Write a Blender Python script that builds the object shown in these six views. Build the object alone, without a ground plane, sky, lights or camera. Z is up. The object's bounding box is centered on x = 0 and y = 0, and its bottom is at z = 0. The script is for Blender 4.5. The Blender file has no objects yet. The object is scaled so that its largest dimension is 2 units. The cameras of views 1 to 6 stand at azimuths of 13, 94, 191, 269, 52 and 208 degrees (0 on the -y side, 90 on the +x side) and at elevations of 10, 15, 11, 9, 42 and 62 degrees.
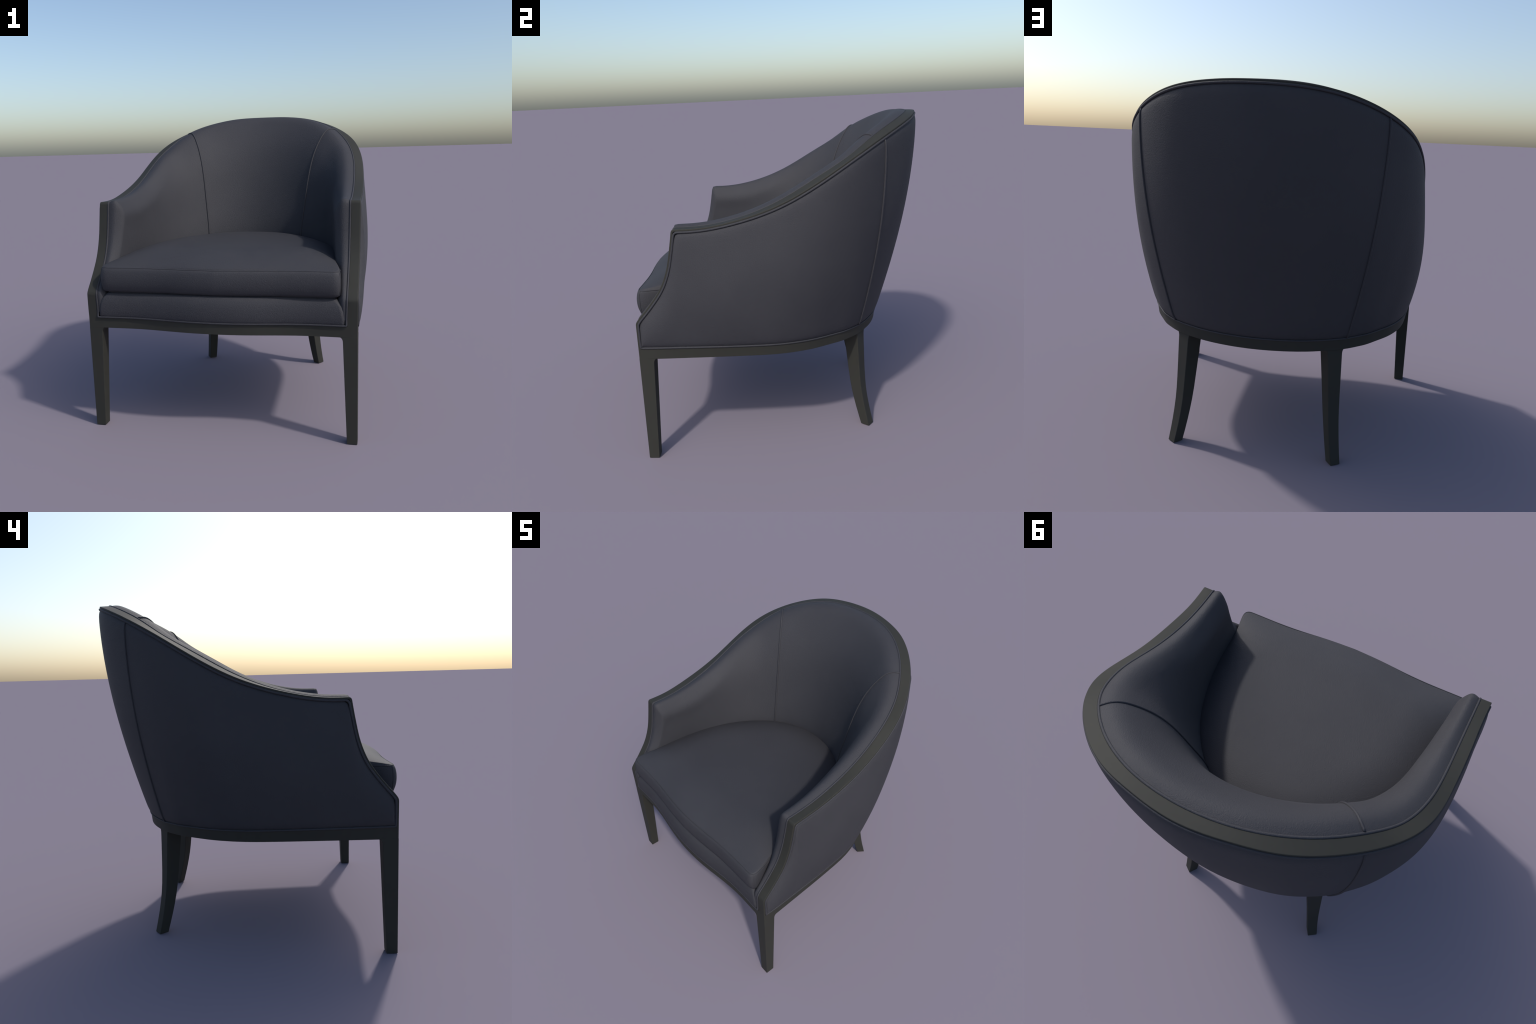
# Upholstered tub armchair: dark wooden frame, charcoal leather-like upholstery.
import bpy, math
import numpy as np

V = np.array
rng = np.random.default_rng(7)

# ------------------------------------------------------------------ helpers
def spline(ctrl, n, sym=False):
    """Natural cubic spline through ctrl; sym=True: the last point lies on the
    mirror plane x=0 and the curve crosses it at a right angle."""
    c = np.asarray(ctrl, float)
    k = len(c)
    d = np.r_[0, np.cumsum(np.linalg.norm(np.diff(c, axis=0), axis=1))]
    d /= d[-1]
    h = np.diff(d)
    A = np.zeros((k, k))
    b = np.zeros((k, c.shape[1]))
    A[0, 0] = A[-1, -1] = 1
    for i in range(1, k - 1):
        A[i, i - 1], A[i, i], A[i, i + 1] = h[i - 1], 2 * (h[i - 1] + h[i]), h[i]
        b[i] = 6 * ((c[i + 1] - c[i]) / h[i] - (c[i] - c[i - 1]) / h[i - 1])
    m = np.linalg.solve(A, b)
    if sym:
        A2, b2 = A.copy(), b.copy()
        A2[-1, -1], A2[-1, -2] = 2 * h[-1], h[-1]
        b2[-1] = -6 * ((c[-1] - c[-2]) / h[-1])
        m2 = np.linalg.solve(A2, b2)
        m[:, 1:] = m2[:, 1:]
    t = np.linspace(0, 1, n) if np.isscalar(n) else np.asarray(n)
    i = np.clip(np.searchsorted(d, t, side='right') - 1, 0, k - 2)
    u, v, hh = (t - d[i])[:, None], (d[i + 1] - t)[:, None], h[i][:, None]
    return (m[i] * v**3 + m[i + 1] * u**3) / (6 * hh) + (c[i] / hh - m[i] * hh / 6) * v + (c[i + 1] / hh - m[i + 1] * hh / 6) * u

def arclen(p):
    return np.r_[0, np.cumsum(np.linalg.norm(np.diff(p, axis=0), axis=1))]

def resample(p, n, start=0.0, end=1.0):
    p = np.asarray(p, float)
    s = arclen(p)
    t = np.linspace(start * s[-1], end * s[-1], n) if np.isscalar(n) else np.asarray(n) * s[-1]
    return np.stack([np.interp(t, s, p[:, j]) for j in range(p.shape[1])], 1)

def fillet(p, i, r, n=6):
    """Round the corner at index i of polyline p with a quadratic of reach r."""
    p = np.asarray(p, float)
    a = p[i] + (p[i - 1] - p[i]) * min(1, r / np.linalg.norm(p[i - 1] - p[i]))
    b = p[i] + (p[i + 1] - p[i]) * min(1, r / np.linalg.norm(p[i + 1] - p[i]))
    t = np.linspace(0, 1, n)[:, None]
    return np.vstack([p[:i], a * (1 - t)**2 + 2 * p[i] * t * (1 - t) + b * t**2, p[i + 1:]])

def unit(v):
    v = np.asarray(v, float)
    return v / (np.linalg.norm(v, axis=-1, keepdims=True) + 1e-12)

def tangents(p, closed=False):
    if closed:
        return unit(np.roll(p, -1, 0) - np.roll(p, 1, 0))
    return unit(np.gradient(p, axis=0))

def smooth_seq(a, it):
    a = a.copy()
    for _ in range(it):
        a[1:-1] = a[:-2] * .25 + a[1:-1] * .5 + a[2:] * .25
    return a

MX = V([-1.0, 1, 1])
def both(half):
    """half curve ending on x=0 -> full curve from +x to -x."""
    return np.vstack([half, (half * MX)[::-1][1:]])

ROOT = None
def make(name, verts, faces, mat, smooth=True, angle=None, stuff=False):
    me = bpy.data.meshes.new(name)
    me.from_pydata([tuple(map(float, v)) for v in verts], [], [tuple(map(int, f)) for f in faces])
    me.update()
    ob = bpy.data.objects.new(name, me)
    bpy.context.collection.objects.link(ob)
    me.materials.append(mat)
    if smooth:
        me.polygons.foreach_set("use_smooth", [True] * len(me.polygons))
        if angle:
            me.set_sharp_from_angle(angle=math.radians(angle))
    ob.parent = ROOT
    return ob

def fix_normals(ob):
    import bmesh
    bm = bmesh.new()
    bm.from_mesh(ob.data)
    bmesh.ops.recalc_face_normals(bm, faces=bm.faces)
    bm.to_mesh(ob.data)
    bm.free()
    ob.data.update()
    return ob

def grid_faces(nu, nv, off=0, wrap_u=False, wrap_v=False):
    f = []
    for i in range(nu if wrap_u else nu - 1):
        for j in range(nv if wrap_v else nv - 1):
            a, b = i * nv + j, ((i + 1) % nu) * nv + j
            c, d = ((i + 1) % nu) * nv + (j + 1) % nv, i * nv + (j + 1) % nv
            f.append((a + off, b + off, c + off, d + off))
    return f

def grid_obj(name, G, mat, **k):
    nu, nv = G.shape[:2]
    return make(name, G.reshape(-1, 3), grid_faces(nu, nv), mat, **k)

def section_sweep(name, stations, mat, closed=False, angle=40, weighted=False, **k):
    """stations: (n, m, 3) rings of a closed cross-section."""
    S = np.asarray(stations)
    n, m = S.shape[:2]
    f = grid_faces(n, m, wrap_u=closed, wrap_v=True)
    if not closed:
        f += [tuple(range(m))[::-1], tuple(range((n - 1) * m, n * m))]
    ob = fix_normals(make(name, S.reshape(-1, 3), f, mat, angle=angle, **k))
    if weighted:
        wn = ob.modifiers.new("flat_faces", 'WEIGHTED_NORMAL')
        wn.keep_sharp, wn.weight, wn.mode = True, 90, 'FACE_AREA'
    return ob

def tube(name, path, r, mat, closed=False, sides=10, flat=1.0, normal=None, taper=0):
    p = np.asarray(path, float)
    t = tangents(p, closed)
    ref = normal if normal is not None else None
    a = np.zeros_like(p)
    prev = unit(np.cross(t[0], [0.31, 0.2, 0.93]))
    for i in range(len(p)):
        if ref is not None:
            a[i] = ref[i]
        else:
            a[i] = prev
        a[i] = unit(a[i] - t[i] * (a[i] @ t[i]))
        prev = a[i]
    b = np.cross(t, a)
    ang = np.linspace(0, 2 * np.pi, sides, endpoint=False)
    R = np.full(len(p), r) if np.isscalar(r) else np.asarray(r)
    if taper:
        e = np.minimum(np.arange(len(p)), np.arange(len(p))[::-1]) / taper
        R = R * np.clip(.35 + .65 * e, 0, 1)
    S = p[:, None] + R[:, None, None] * (np.cos(ang)[None, :, None] * a[:, None] * flat + np.sin(ang)[None, :, None] * b[:, None])
    return section_sweep(name, S, mat, closed, angle=None)

# ------------------------------------------------------------------ materials
def leather():
    m = bpy.data.materials.new("charcoal_leather")
    m.use_nodes = True
    nt = m.node_tree
    N, L = nt.nodes, nt.links
    b = N["Principled BSDF"]
    tc = N.new("ShaderNodeTexCoord")
    big = N.new("ShaderNodeTexNoise")
    big.inputs["Scale"].default_value = 3.0
    big.inputs["Detail"].default_value = 3.0
    L.new(tc.outputs["Object"], big.inputs["Vector"])
    ramp = N.new("ShaderNodeValToRGB")
    ramp.color_ramp.elements[0].position = 0.35
    ramp.color_ramp.elements[0].color = (0.0356, 0.0357, 0.0418, 1)
    ramp.color_ramp.elements[1].position = 0.68
    ramp.color_ramp.elements[1].color = (0.0392, 0.0393, 0.0455, 1)
    L.new(big.outputs["Fac"], ramp.inputs["Fac"])
    L.new(ramp.outputs["Color"], b.inputs["Base Color"])
    b.inputs["Roughness"].default_value = 0.70
    b.inputs["Specular IOR Level"].default_value = 0.32
    # pebbled grain with stretched creases
    warp = N.new("ShaderNodeTexNoise")
    warp.inputs["Scale"].default_value = 26.0
    L.new(tc.outputs["Object"], warp.inputs["Vector"])
    mixv = N.new("ShaderNodeVectorMath")
    mixv.operation = 'MULTIPLY_ADD'
    mixv.inputs[1].default_value = (0.02, 0.02, 0.02)
    L.new(warp.outputs["Color"], mixv.inputs[0])
    L.new(tc.outputs["Object"], mixv.inputs[2])
    grain = N.new("ShaderNodeTexNoise")
    grain.inputs["Scale"].default_value = 150.0
    grain.inputs["Detail"].default_value = 3.0
    grain.inputs["Roughness"].default_value = 0.6
    L.new(mixv.outputs[0], grain.inputs["Vector"])
    vor = N.new("ShaderNodeTexVoronoi")
    vor.feature = 'DISTANCE_TO_EDGE'
    vor.inputs["Scale"].default_value = 140.0
    L.new(mixv.outputs[0], vor.inputs["Vector"])
    add = N.new("ShaderNodeMath")
    add.operation = 'MULTIPLY_ADD'
    add.inputs[1].default_value = 0.6
    L.new(vor.outputs["Distance"], add.inputs[0])
    L.new(grain.outputs["Fac"], add.inputs[2])
    bump = N.new("ShaderNodeBump")
    bump.inputs["Strength"].default_value = 0.42
    bump.inputs["Distance"].default_value = 0.004
    L.new(add.outputs[0], bump.inputs["Height"])
    L.new(bump.outputs["Normal"], b.inputs["Normal"])
    return m

def wood():
    m = bpy.data.materials.new("dark_stained_wood")
    m.use_nodes = True
    nt = m.node_tree
    N, L = nt.nodes, nt.links
    b = N["Principled BSDF"]
    tc = N.new("ShaderNodeTexCoord")
    mp = N.new("ShaderNodeMapping")
    mp.inputs["Scale"].default_value = (30, 30, 4)
    L.new(tc.outputs["Object"], mp.inputs["Vector"])
    nz = N.new("ShaderNodeTexNoise")
    nz.inputs["Scale"].default_value = 1.0
    nz.inputs["Detail"].default_value = 4.0
    L.new(mp.outputs["Vector"], nz.inputs["Vector"])
    ramp = N.new("ShaderNodeValToRGB")
    ramp.color_ramp.elements[0].color = (0.0265, 0.0265, 0.0220, 1)
    ramp.color_ramp.elements[1].color = (0.0300, 0.0300, 0.0250, 1)
    L.new(nz.outputs["Fac"], ramp.inputs["Fac"])
    L.new(ramp.outputs["Color"], b.inputs["Base Color"])
    b.inputs["Roughness"].default_value = 0.7
    b.inputs["Specular IOR Level"].default_value = 0.3
    return m

LEATHER, WOOD = leather(), wood()
cloth = bpy.data.materials.new("black_dust_cloth")
cloth.use_nodes = True
cloth.node_tree.nodes["Principled BSDF"].inputs["Base Color"].default_value = (0.012, 0.012, 0.013, 1)
cloth.node_tree.nodes["Principled BSDF"].inputs["Roughness"].default_value = 0.9

ROOT = bpy.data.objects.new("upholstered_armchair", None)
bpy.context.collection.objects.link(ROOT)
ROOT["label"] = "charcoal upholstered tub armchair with dark wooden frame"
ROOT["category"] = "armchair"

# ------------------------------------------------------------------ guiding curves (right half, +x)
RAIL_BOTTOM, RAIL_TOP = 0.657, 0.722

# front posts: profile of their front edge in the (y, z) plane
post_yz = V([(-.8200, .652), (-.8200, .760), (-.8205, .8790), (-.8060, .9000), (-.7680, .9435), (-.7295, .9895), (-.6860, 1.0455),
             (-.6540, 1.0965), (-.6305, 1.1480), (-.6100, 1.2080), (-.5935, 1.2790), (-.5815, 1.3400), (-.5660, 1.4280)])
knee = 2
lower = post_yz[:knee + 1]
upper = spline(post_yz[knee:], 34)
# crest rail: outer and inner top edges from the arm corner to the centre of the back
RO = spline([(.8395, -.5660, 1.4280), (.8364, -.4357, 1.4290), (.8376, -.2493, 1.4572), (.8309, .0536, 1.5519), (.7580, .4412, 1.7734),
             (.5460, .7031, 1.9147), (.3671, .8137, 1.9664), (.2105, .8596, 1.9864), (0, .8868, 1.9923)], 400, sym=True)
RI = spline([(.7853, -.5640, 1.4290), (.7842, -.4357, 1.4308), (.7820, -.2426, 1.4600), (.7758, .0355, 1.5580), (.7526, .2550, 1.6800), (.6968, .4286, 1.7820),
             (.6140, .5506, 1.8640), (.4690, .6855, 1.9375), (.2554, .7928, 1.9846), (0, .8295, 1.9945)], 400, sym=True)

# outline of the seat rail (lower outer edge), from the front leg round to the centre of the back
BO = spline([(.8384, -.8100), (.8380, -.7400), (.8325, -.6400), (.8225, -.5000), (.8100, -.3300), (.7970, -.1800), (.7820, -.0500), (.7630, .0400), (.7380, .1150), (.6930, .2120),
             (.6300, .3100), (.5750, .3880), (.5380, .4260), (.4860, .4740), (.3950, .5320), (.3000, .5770), (.2000, .6080), (.1000, .6260), (0, .6320)], 400, sym=True)
# the seat frame slopes gently down towards the back
def zbot(y):
    return RAIL_BOTTOM - .015 * (np.asarray(y) + .73)
def ztop(y):
    return RAIL_TOP - .0155 * (np.asarray(y) + .80)
def flare(y):
    return .009 * np.clip((np.asarray(y) + .80) / .5, 0, 1)
# front seat rail: serpentine bow
FO = spline([(.8000, -.8198), (.7500, -.8198), (.7000, -.8190), (.5500, -.8175), (.4200, -.8270), (.2800, -.8460), (.1500, -.8610), (0, -.8670)], 160, sym=True)

def front_y(x):
    return np.interp(np.abs(x), FO[::-1, 0], FO[::-1, 1])

def at_frac(p, f):
    return resample(p, V([f]))[0]

def frac_nearest(p, q):
    i = np.linalg.norm(p[:, :len(q)] - V(q), axis=1).argmin()
    return arclen(p)[i] / arclen(p)[-1]

# ------------------------------------------------------------------ wooden frame
# --- crest rail and front posts: one continuous swept member
def frame_edges():
    n_rail = 130
    up = upper[1:-1]
    outer = [(float(np.interp(z, [.652, .76], [.8386, .8395])), y, z) for y, z in lower] + [(.8395, y, z) for y, z in up]
    def inx(z):
        return float(np.interp(z, [.65, .73, .88, 1.43], [.7770, .7780, .7830, .7853]))
    inner = [(inx(z), y, z) for y, z in lower] + [(inx(z), y, z) for y, z in up]
    ro = resample(RO, n_rail)
    tr = tangents(ro)
    fr = [0.0]
    aRI = arclen(RI) / arclen(RI)[-1]
    for k in range(1, n_rail - 1):                  # partner straight across the rail
        d = np.abs((RI - ro[k]) @ tr[k]) + 10 * (np.linalg.norm(RI - ro[k], axis=1) > .16)
        fr.append(aRI[d.argmin()])
    fr = smooth_seq(np.maximum.accumulate(np.r_[fr, 1.0]), 12)
    ri = resample(RI, fr)
    O, I = np.vstack([outer, ro]), np.vstack([inner, ri])
    corner = len(outer)
    def rnd(P):
        P = fillet(P, corner, .036, 10)
        return fillet(P, knee, .014, 6)
    return rnd(O), rnd(I)

EO, EI = frame_edges()
W = unit(EI - EO)                                   # across the rail, outer -> inner
WID = np.linalg.norm(EI - EO, axis=1)
T = tangents((EO + EI) / 2)
DEEP = unit(np.cross(T, W))                         # into the rail
if DEEP[len(DEEP) // 2][2] > 0:
    DEEP = -DEEP
DEEP = unit(smooth_seq(DEEP, 2))

def rail_section():
    S = []
    for o, w, d, b in zip(EO, W, DEEP, WID):
        prof = [(0, .012), (0, .0036), (.0010, .0010), (.0036, 0), (b - .0026, 0), (b - .0007, .0007), (b, .0026), (b, .014), (b - .012, .034), (.014, .034), (.012, .016)]
        S.append([o + w * a + d * c for a, c in prof])
    S = V(S)
    full = np.vstack([S, (S * MX)[::-1][1:]])
    return full
section_sweep("crest_rail", rail_section(), WOOD, angle=70, weighted=True)

# --- seat rail: U-shaped side and back member, and bowed front member
def offset_plan(p, d, closed=False):
    t = tangents(p, closed)
    n = np.stack([t[:, 1], -t[:, 0]], 1)
    return p + n * d

def rail_from_outline(name, plan, inward, depth=.045):
    S = []
    t = tangents(plan)
    n = np.stack([-t[:, 1], t[:, 0]], 1) * inward
    for p, q in zip(plan, n):
        zt, zl, fo = float(ztop(p[1])), float(zbot(p[1])), float(flare(p[1]))
        prof = [(-fo, zt), (-fo * .6, zt - .02), (0, zl + .0010), (.0010, zl), (depth, zl), (depth, zt + .004), (.012, zt + .004)]
        S.append([(p[0] + q[0] * a, p[1] + q[1] * a, z) for a, z in prof])
    return section_sweep(name, S, WOOD, angle=20)

bo = both(np.c_[resample(BO, 90)])[:, :2] if False else None
BOh = resample(BO, 90)
BO_full = np.vstack([BOh, (BOh * V([-1, 1]))[::-1][1:]])
FOh = resample(FO, 50)
FO_full = np.vstack([FOh, (FOh * V([-1, 1]))[::-1][1:]])
def orient(plan, towards):
    t = tangents(plan)
    i = len(plan) // 2
    n = V([-t[i, 1], t[i, 0]])
    return 1 if n @ (V(towards) - plan[i]) > 0 else -1
rail_from_outline("seat_rail", BO_full, orient(BO_full, (0, 0)))
rail_from_outline("front_rail", FO_full, orient(FO_full, (0, 0)))

# --- front legs: tapering, square, flaring into the rails with small fillets
def leg_mesh(name, rings, mirror, fil=None):
    R = V(rings)
    if mirror:
        R = R * MX
    ob = section_sweep(name, R, WOOD, angle=30)
    bv = ob.modifiers.new("soft_edges", 'BEVEL')
    bv.width, bv.segments, bv.limit_method, bv.angle_limit = .0028, 2, 'ANGLE', math.radians(50)
    return ob

def front_leg_rings():
    rings = []
    xo0, xo1 = .8390, .8386
    for z in [0, .2, .4, .56, .630, .636, .642, .647, .651, .6545, .6575, .6600]:
        f = min(z, .66) / .66
        xo, yf = xo0 + (xo1 - xo0) * f, -.8215 + .0013 * f
        xi, yb = .7775 + (.7525 - .7775) * f, -.7600 + (-.7330 + .7600) * f
        g = max(0, z - .630) / .030
        fl = .022 * (1 - math.sqrt(max(0, 1 - g * g)))
        rings.append([(xi - fl, yf, z), (xo, yf, z), (xo, yb + fl, z), (xi - fl, yb + fl, z)])
    # inside the rail corner
    for z in (.6605, .7000):
        rings.append([(.752, -.8165, z), (.8350, -.8165, z), (.8350, -.738, z), (.752, -.738, z)])
    return rings

# --- back legs: sabre legs, set square to the rounded corner of the seat
def back_leg_rings():
    zs = V([0, .06, .12, .18, .24, .30, .38, .46, .54, .59, .615, .625, .633, .640, .69])
    kB = V([(.4970, .5508), (.4860, .5330), (.4790, .5200), (.4720, .5070), (.4690, .4990), (.4680, .4940), (.4670, .4900), (.4660, .4860), (.4650, .4825)])
    kC = V([(.4505, .5842), (.4370, .5670), (.4260, .5520), (.4170, .5410), (.4120, .5355), (.4080, .5330), (.4020, .5315), (.3960, .5305), (.3910, .5300)])
    kz = V([0, .078, .155, .233, .312, .392, .471, .551, .630])
    def on(k, z):
        return V([np.interp(z, kz, smooth_seq(k, 1)[:, j]) for j in (0, 1)])
    rings = []
    for z in zs:
        B, C = on(kB, min(z, .63)), on(kC, min(z, .63))
        u = unit(B - C)
        nrm = V([u[1], -u[0]])
        if nrm @ V([.58, .81]) < 0:
            nrm = -nrm
        depth = np.interp(z, [0, .3, .63], [.0585, .0760, .0950])
        A, D = B - nrm * depth, C - nrm * depth
        A = A + u * np.interp(z, [0, .63], [.000, .002])
        g = max(0, z - .612) / .03
        fl = .016 * (1 - math.sqrt(max(0, 1 - min(g, 1)**2)))
        rings.append([(*(A + u * fl), z), (*(B + u * fl + nrm * fl * .0), z), (*(C - u * fl), z), (*(D - u * fl), z)])
    return rings

for mirror in (False, True):
    leg_mesh("front_leg", front_leg_rings(), mirror)
    leg_mesh("back_leg", back_leg_rings(), mirror)

# ------------------------------------------------------------------ outer upholstery
# top boundary: just inside the wooden edge; bottom boundary: on top of the seat rail
def edge_index_corner():
    return int(np.argmin(np.linalg.norm(EO - V([.8395, -.5660, 1.4280]), axis=1)))
IC = edge_index_corner()
def round_corner(P, ic, reach, n=13):
    """Re-round the arm corner of a path that was offset inwards (y-z plane)."""
    d = np.linalg.norm(P - P[ic], axis=1)
    i0 = max(k for k in range(ic) if d[k] > reach)
    i1 = min(k for k in range(ic, len(P)) if d[k] > reach)
    a, b = P[i0], P[i1]
    ta, tb = unit(P[i0] - P[i0 - 1]), unit(P[i1] - P[i1 + 1])
    k = np.linalg.solve(np.c_[ta[1:], -tb[1:]], (b - a)[1:])
    c = .5 * (a + ta * k[0] + b + tb * k[1])
    t = np.linspace(0, 1, n)[:, None]
    return np.vstack([P[:i0], a * (1 - t)**2 + 2 * c * t * (1 - t) + b * t**2, P[i1 + 1:]]), i0 + n // 2
IC0 = IC
PB, IC = round_corner(EO + DEEP * .0205, IC0, .0125)  # panel border along post and crest rail
zb = RAIL_TOP + .009   # at the front
keep = PB[:, 2] > zb
first = int(np.argmax(keep))
PB = np.vstack([[(.8395, PB[first, 1], zb)], PB[first:]])
IC_P = IC - first + 1
post_border, crest_border = PB[:IC_P + 1], PB[IC_P:]

SEAM_TOP, SEAM_BOT = (.6270, .6310, 1.8600), (.4780, .4790)
fs_top = frac_nearest(crest_border, SEAM_TOP)
fs_bot = frac_nearest(BO, SEAM_BOT)
fa_bot = frac_nearest(BO, (.832, -.560))
fk_bot = frac_nearest(BO, (.838, -.800))

NA, NB, NC, NV = 26, 60, 36, 64
topA = resample(post_border, NA)
topB = resample(crest_border, NB, 0, fs_top)
topC = resample(crest_border, NC, fs_top, 1)
def bot(n, a, b):
    q = resample(BO, n, a, b)
    tq = tangents(q)
    nq = np.stack([tq[:, 1], -tq[:, 0]], 1)
    nq *= np.sign((nq * q).sum(1, keepdims=True))
    return np.c_[q + nq * flare(q[:, 1:]), ztop(q[:, 1]) + np.interp(q[:, 1], [-.6, .3], [.009, .004])]
botA, botB, botC = bot(NA, fk_bot, fa_bot), bot(NB, fa_bot, fs_bot), bot(NC, fs_bot, 1)
# the front border is the post itself: the first column collapses to the lower corner
TOP = np.vstack([topA, topB[1:], topC[1:]])
BOT = np.vstack([botA, botB[1:], botC[1:]])
TOP = smooth_seq(TOP, 1)
TOP[:, 0] = np.where(np.arange(len(TOP)) == len(TOP) - 1, 0, TOP[:, 0])

# outward direction in plan
tb = tangents(np.c_[BOT[:, :2] * .5 + TOP[:, :2] * .5])
OUT = np.stack([tb[:, 1], -tb[:, 0]], 1)
OUT *= np.where((OUT * V([1, .3])).sum(1, keepdims=True) < 0, -1, 1) if False else 1
if OUT[len(OUT) // 2] @ V([1, .5]) < 0:
    OUT = -OUT
OUT[:NA] = V([1, 0])
OUT[-1] = V([0, 1])
OUT = unit(smooth_seq(OUT, 12))
OUT[-1] = V([0, 1])

uA, uB = NA - 1, NA + NB - 2
colpos = np.arange(len(TOP))
AMP = np.interp(colpos, [0, uA * .5, uA, uA + 22, uB - 14, uB, uB + 14, len(TOP) - 1], [.004, .018, .027, .044, .047, .050, .052, .053])
AMP = smooth_seq(AMP, 10)
SKEW = np.interp(colpos, [0, uA, uA + 24, uB, len(TOP) - 1], [1.1, 1.1, 1.12, .90, .84])
front_d = arclen(BOT)                               # distance from the front border along the base

G = np.zeros((len(TOP), NV, 3))
vv = np.linspace(0, 1, NV)
vv = vv + .055 * np.sin(2 * np.pi * vv) * -1        # denser near the borders
for i in range(len(TOP)):
    Lc = np.linalg.norm(TOP[i] - BOT[i])
    base = TOP[i] + (BOT[i] - TOP[i]) * vv[:, None]
    d = np.minimum(vv, 1 - vv) * Lc
    if i < NA:
        # perpendicular reach to the post is shorter than the column
        d = np.minimum(vv * Lc * .6, (1 - vv) * Lc)
        d = np.minimum(d, front_d[i] + .0)
    else:
        d = np.minimum(d, front_d[i])
    puff = .009 * (1 - np.exp(-d / .016)) - .002
    bow = AMP[i] * np.sin(np.pi * np.clip(vv, 0, 1)**SKEW[i]).clip(0, 1)**.9
    o = V([OUT[i, 0], OUT[i, 1], 0])
    G[i] = base + o * (puff + bow)[:, None]

Gm = G * MX
grid_flip = lambda g: g[::-1]
fix_normals(grid_obj("outer_side_panel", G[:uB + 1], LEATHER))
fix_normals(grid_obj("outer_side_panel", Gm[:uB + 1][::-1], LEATHER))
back = np.concatenate([G[uB:], Gm[uB:][::-1][1:]])
fix_normals(grid_obj("outer_back_panel", back, LEATHER))

# upright welts on the seams between back and side panels
seam = G[uB]
o = V([OUT[uB, 0], OUT[uB, 1], 0])
sp = resample(seam + o * .0015, 70)
tube("outer_seam_welt", sp, .0066, LEATHER, normal=np.tile(o, (70, 1)), flat=.95)
tube("outer_seam_welt", (sp * MX), .0066, LEATHER, normal=np.tile(o * MX, (70, 1)), flat=.95)

# piping that follows the wooden edge, the posts and the seat rail
def outer_piping():
    nrm = unit(-W)
    e = round_corner(EO + DEEP * .0165 - W * .0012, IC0, .0125)[0]
    e = e[e[:, 2] > RAIL_TOP + .012]
    low = bot(200, 0, 1) - V([0, 0, .0040])
    low = low[low[:, 1] > e[0, 1] - .0]
    h_top = resample(e, 220)
    h_low = resample(low, 200)
    loop = np.vstack([h_low[::-1], V([[.8400, e[0, 1] + .001, RAIL_TOP + .006]]), h_top])  # centre back low -> front -> centre back high
    return loop
op = outer_piping()
def mirror_loop(h, n):
    h = h.copy()
    h[[0, -1], 0] = 0
    h = resample(h, n)
    return np.vstack([h, (h * MX)[::-1][1:-1]])
ML = mirror_loop(op, 420)
r_low = np.interp(ML[:, 1], [-.6, .3], [.0062, .0046])
tube("outer_piping", ML, np.where(ML[:, 2] < .80, r_low, .0064), LEATHER, closed=True)

# ------------------------------------------------------------------ inner upholstery (arms and back)
NIA, NIB, NIC, NIV = 30, 60, 44, 72
IB = EI + DEEP * .0010 + W * .0105
keepI = IB[:, 2] > RAIL_TOP + .004
fi = int(np.argmax(keepI))
IB = IB[fi:]
ICI = IC0 - fi
post_in, crest_in = IB[:ICI + 1], IB[ICI:]
SI_TOP, SI_BOT = (.6120, .5900, 1.8700), (.357, .262)
INU = spline([(.676, -.420), (.652, -.280), (.605, -.130), (.540, .020), (.455, .155), (.357, .262), (.200, .350), (0, .385)], 300, sym=True)
zlow = .93
f1 = frac_nearest(crest_in, SI_TOP)
f2 = frac_nearest(INU, SI_BOT)
tA, tB, tC = resample(post_in, NIA), resample(crest_in, NIB, 0, f1), resample(crest_in, NIC, f1, 1)
low_front = spline([(.732, -.740, .735), (.716, -.700, .800), (.695, -.600, .900), (.676, -.420, zlow)], NIA)
lB = np.c_[resample(INU, NIB, 0, f2), np.full(NIB, zlow)]
lC = np.c_[resample(INU, NIC, f2, 1), np.full(NIC, zlow)]
IT = np.vstack([tA, tB[1:], tC[1:]])
IL = np.vstack([low_front, lB[1:], lC[1:]])
IT[-1, 0] = IL[-1, 0] = 0
ti = tangents(IT[:, :2] * .6 + IL[:, :2] * .4)
INN = np.stack([-ti[:, 1], ti[:, 0]], 1)
if INN[len(INN) // 2] @ V([-1, -.5]) < 0:
    INN = -INN
INN[:NIA + 6] = V([-1, 0])
INN[-1] = V([0, -1])
INN = unit(smooth_seq(INN, 14))
INN[-1] = V([0, -1])
iA, iB = NIA - 1, NIA + NIB - 2
pos = np.arange(len(IT))
PAD = smooth_seq(np.interp(pos, [0, iA * .35, iA, iA + 24, iB - 12, iB, len(IT) - 1], [.029, .064, .094, .138, .130, .122, .117]), 10)
DEPTH = smooth_seq(np.interp(pos, [0, iA * .5, iA, iA + 24, iB - 10, iB], [1.4, 2.0, 2.2, 1.7, 1.1, 1.0]), 8)
RISE = np.interp(pos, [0, iA * .6, iA, iA + 30, iB, len(IT) - 1], [.002, .004, .007, .008, .001, .001])
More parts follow.
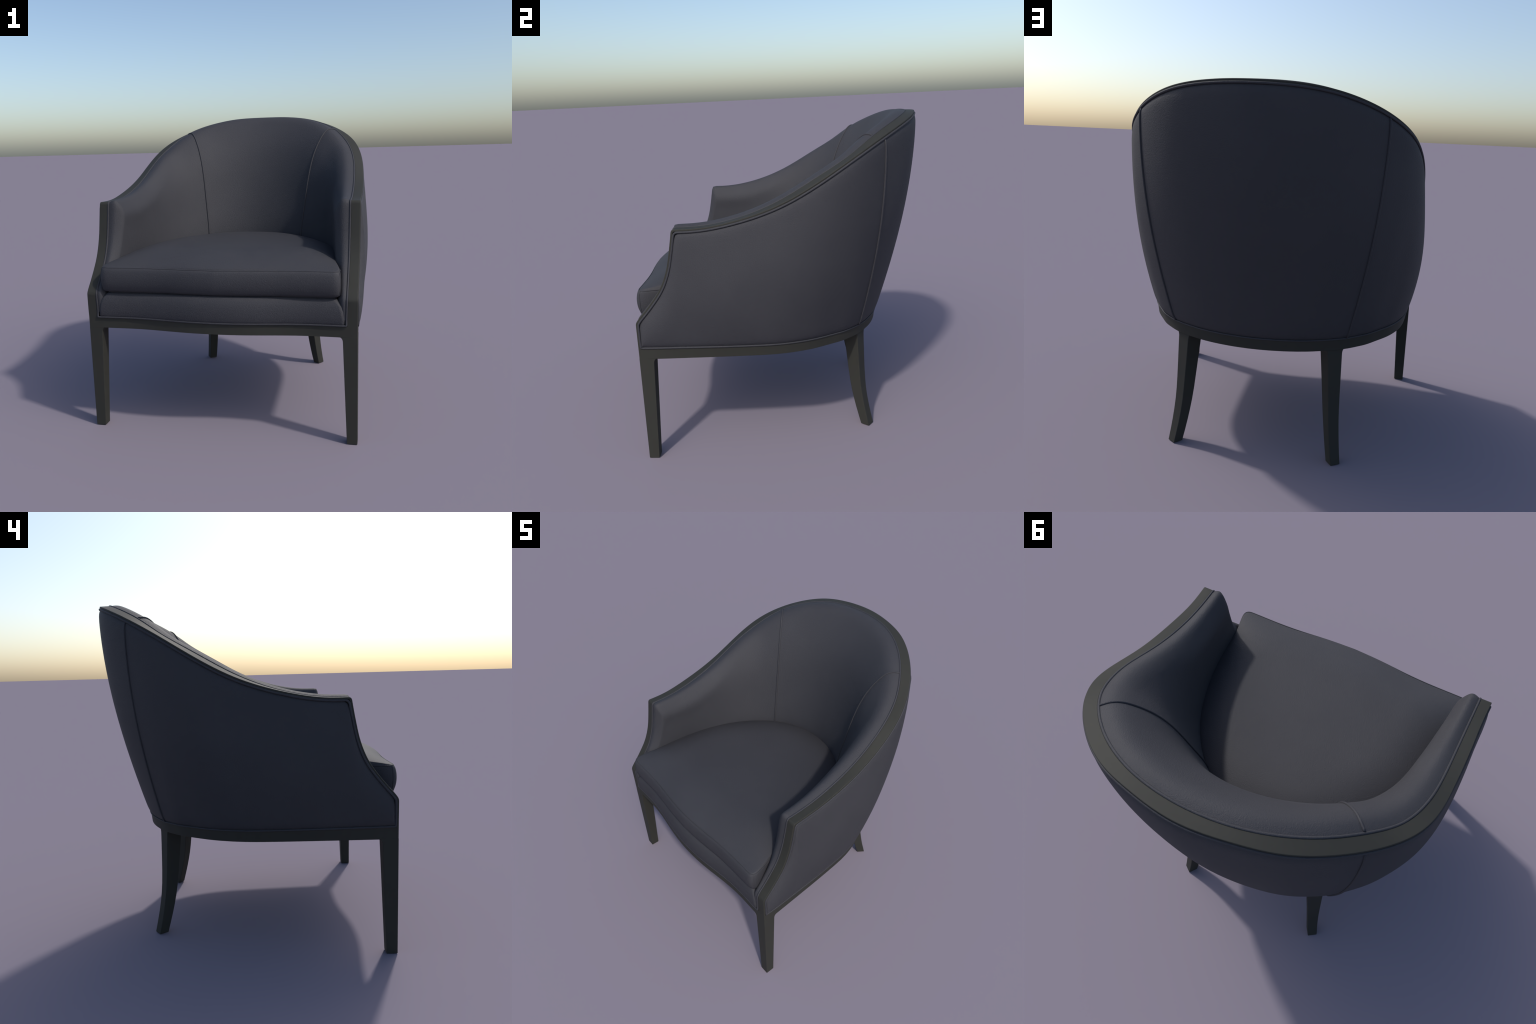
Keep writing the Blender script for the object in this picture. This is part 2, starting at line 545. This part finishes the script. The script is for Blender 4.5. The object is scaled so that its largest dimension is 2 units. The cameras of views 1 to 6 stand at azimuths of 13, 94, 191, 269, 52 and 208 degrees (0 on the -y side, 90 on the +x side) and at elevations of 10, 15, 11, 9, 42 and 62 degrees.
# cross-section of the padding: rolls over the frame, then leans down to the seat
ROLL = V([(0, 0), (.40, .018), (.71, -.125), (1, -.405)])
FALL = V([(.33, .146), (.62, .388), (.76, .554), (.95, .803), (1, 1)])
H = np.zeros((len(IT), NIV, 3))
tv = np.linspace(0, 1, NIV)**1.5
for i in range(len(IT)):
    n3 = V([INN[i, 0], INN[i, 1], 0])
    rel = IL[i] - IT[i]
    A = rel @ n3
    down = rel - n3 * A
    D = np.linalg.norm(down)
    down = down / D
    P = min(PAD[i], .9 * D)
    roll = ROLL * V([P, P * DEPTH[i]]) + V([[0, 0], [0, RISE[i]], [0, RISE[i] * .8], [0, 0]])
    dz = .405 * P * DEPTH[i]
    rest = V([P, -dz]) + FALL * V([A - P, -(D - dz)])
    prof = spline(np.vstack([roll, rest]), tv)
    H[i] = IT[i] + n3 * prof[:, :1] - down * prof[:, 1:]
Hm = H * MX
fix_normals(grid_obj("inner_side_pad", H[:iB + 1], LEATHER))
fix_normals(grid_obj("inner_side_pad", Hm[:iB + 1][::-1], LEATHER))
fix_normals(grid_obj("inner_back_pad", np.concatenate([H[iB:], Hm[iB:][::-1][1:]]), LEATHER))

seam = H[iB]
sp = resample(seam, 90)
nn = np.gradient(H, axis=0)[iB], np.gradient(H, axis=1)[iB]
nrm = unit(np.cross(nn[0], nn[1]))
if nrm[40] @ V([-.7, -.7, 0]) < 0:
    nrm = -nrm
nr = unit(resample(nrm, 90))
tube("inner_seam_welt", sp + nr * .0016, .0058, LEATHER, normal=nr)
tube("inner_seam_welt", (sp + nr * .0016) * MX, .0058, LEATHER, normal=nr * MX)

# inner piping: along the crest rail, down the posts and across the front rail
ip = EI + W * .0055 + DEEP * .0022
ip = ip[EI[:, 2] > RAIL_TOP + .016]
frontline = FO[(FO[:, 0] < .766)]
fl = np.c_[frontline[:, 0], frontline[:, 1] - .003, np.full(len(frontline), RAIL_TOP + .006)]
corner = V([[.7745, fl[0, 1] - .0005, RAIL_TOP + .0075]])
loop = np.vstack([fl[::-1], corner, ip])
tube("inner_piping", mirror_loop(loop, 420), .0062, LEATHER, closed=True)

# ------------------------------------------------------------------ seat front panel (padded apron under the cushion)
levels = [(.724, .7680, .0020), (.729, .7685, -.0045), (.745, .7680, -.0090), (.775, .7650, -.0115), (.810, .7600, -.0105), (.840, .7510, -.0060),
          (.862, .7340, .0020), (.878, .7180, .0120), (.889, .6980, .0270), (.896, .6750, .0500), (.899, .6500, .0900), (.899, .6000, .2000)]
S = []
for z, w, inset in levels:
    xs = np.sin(np.linspace(-1, 1, 101) * np.pi / 2) * (w - .022)
    row = [(x, front_y(x) + inset, z) for x in xs]
    a = np.linspace(0, np.pi / 2, 7)
    yf = front_y(w) + inset
    right = [(w - .022 + .022 * math.sin(t), yf + .022 * (1 - math.cos(t)), z) for t in a[1:]] + [(w, yf + .10, z)]
    left = [(-p[0], p[1], p[2]) for p in right][::-1]
    S.append(left + row + right)
fix_normals(grid_obj("seat_front_panel", V(S), LEATHER))

# dust cover under the seat
dc = [(p[0] * .96, p[1] * .955) for p in BOh] + [(-p[0] * .96, p[1] * .955) for p in BOh[::-1][1:]] + [(p[0], p[1] + .03) for p in FO_full[::-1][8:-8]]
n = len(dc)
make("seat_underside", [(x, y, .672 - .015 * y) for x, y in dc] + [(x, y, .666 - .015 * y) for x, y in dc],
     [tuple(range(n)), tuple(range(2 * n - 1, n - 1, -1))] + [(i, (i + 1) % n, n + (i + 1) % n, n + i) for i in range(n)], cloth, smooth=False)

# ------------------------------------------------------------------ seat cushion
def cushion_outline(n):
    front = spline([(0, -.8530), (.180, -.8440), (.360, -.8270), (.520, -.8200), (.640, -.8200), (.715, -.8200)], 60)
    side = spline([(.738, -.795), (.728, -.740), (.708, -.660), (.692, -.450), (.672, -.270), (.630, -.110), (.565, .035), (.470, .170), (.357, .282), (.200, .372), (0, .405)], 160, sym=True)
    h = np.vstack([front, V([[.7320, -.8150]]), side])
    t = np.linspace(0, 1, n)
    h = resample(h, t)
    h = smooth_seq(h, 4)
    return np.vstack([h, (h * V([-1, 1]))[::-1][1:-1]])
CO = cushion_outline(170)
tn = tangents(CO, True)
CN = np.stack([tn[:, 1], -tn[:, 0]], 1)
if CN[0] @ V([0, -1]) < 0:
    CN = -CN
Z_TOP, Z_BOT, CROWN = 1.044, .905, .084
centre = V([0, -.22])
# front faces bulge more than the hidden sides
frontness = np.clip(CN @ V([0, -1]), 0, 1)
bul = .006 + .014 * frontness
rings = []
for k in [1, .9, .75, .5, .25, .1, .03]:            # underside
    inset = np.linalg.norm(CO - centre, axis=1) * k
    rings.append(np.c_[CO + (centre - CO) * k, np.full(len(CO), .886)])
for a, z in [(-.022, .888), (-.010, .892), (.10, .900)]:
    rings.append(np.c_[CO + CN * (a if a < 0 else 0) + CN * (bul * max(a, 0))[:, None] * 2, np.full(len(CO), z)])
for q in np.linspace(.06, .985, 14):                # boxing
    z = Z_BOT + (Z_TOP - Z_BOT) * q
    s = (math.sin(math.pi * q))**.5
    rings.append(np.c_[CO + CN * (bul * s)[:, None], np.full(len(CO), z)])
rings.append(np.c_[CO - CN * .0015, np.full(len(CO), Z_TOP)])
sides = CO[(CO[:, 1] > -.79)]
def crown(P):
    df = np.clip((P[:, 1] - front_y(P[:, 0]) - .01) / .34, 0, 1)
    ds = np.linalg.norm(P[:, None] - sides[None], axis=2).min(1) / .26
    g = lambda t: 1 - (1 - np.clip(t, 0, 1))**2.2
    return g(df) * (.30 + .70 * g(ds))
for k in [.006, .015, .03, .05, .08, .12, .17, .23, .30, .38, .47, .57, .68, .79, .89, .96, .995]:
    dist = np.linalg.norm(CO - centre, axis=1) * k
    soft = .005 * (1 - np.exp(-dist / .006))
    P = CO + (centre - CO) * k
    rings.append(np.c_[P, Z_TOP + CROWN * crown(P) + soft])
R = V(rings)
nr_, nc_ = R.shape[:2]
f = grid_faces(nr_, nc_, wrap_v=True)
v = R.reshape(-1, 3)
f += [tuple(range(nc_)), tuple(range((nr_ - 1) * nc_, nr_ * nc_))[::-1]]
fix_normals(make("seat_cushion", v, f, LEATHER))
seamring = np.c_[CO + CN * .0012, np.full(len(CO), Z_TOP)]
tube("cushion_seam", seamring, .0028, LEATHER, closed=True, sides=8)
low_seam = np.c_[CO + CN * .0005, np.full(len(CO), Z_BOT - .004)]
# upright seams at the cushion's front corners
ci = int(np.argmin(np.linalg.norm(CO - V([.733, -.806]), axis=1)))
col = R[9:9 + 16, ci]
tube("cushion_corner_seam", resample(col, 24), .0022, LEATHER, sides=8)
tube("cushion_corner_seam", resample(col, 24) * MX, .0022, LEATHER, sides=8)
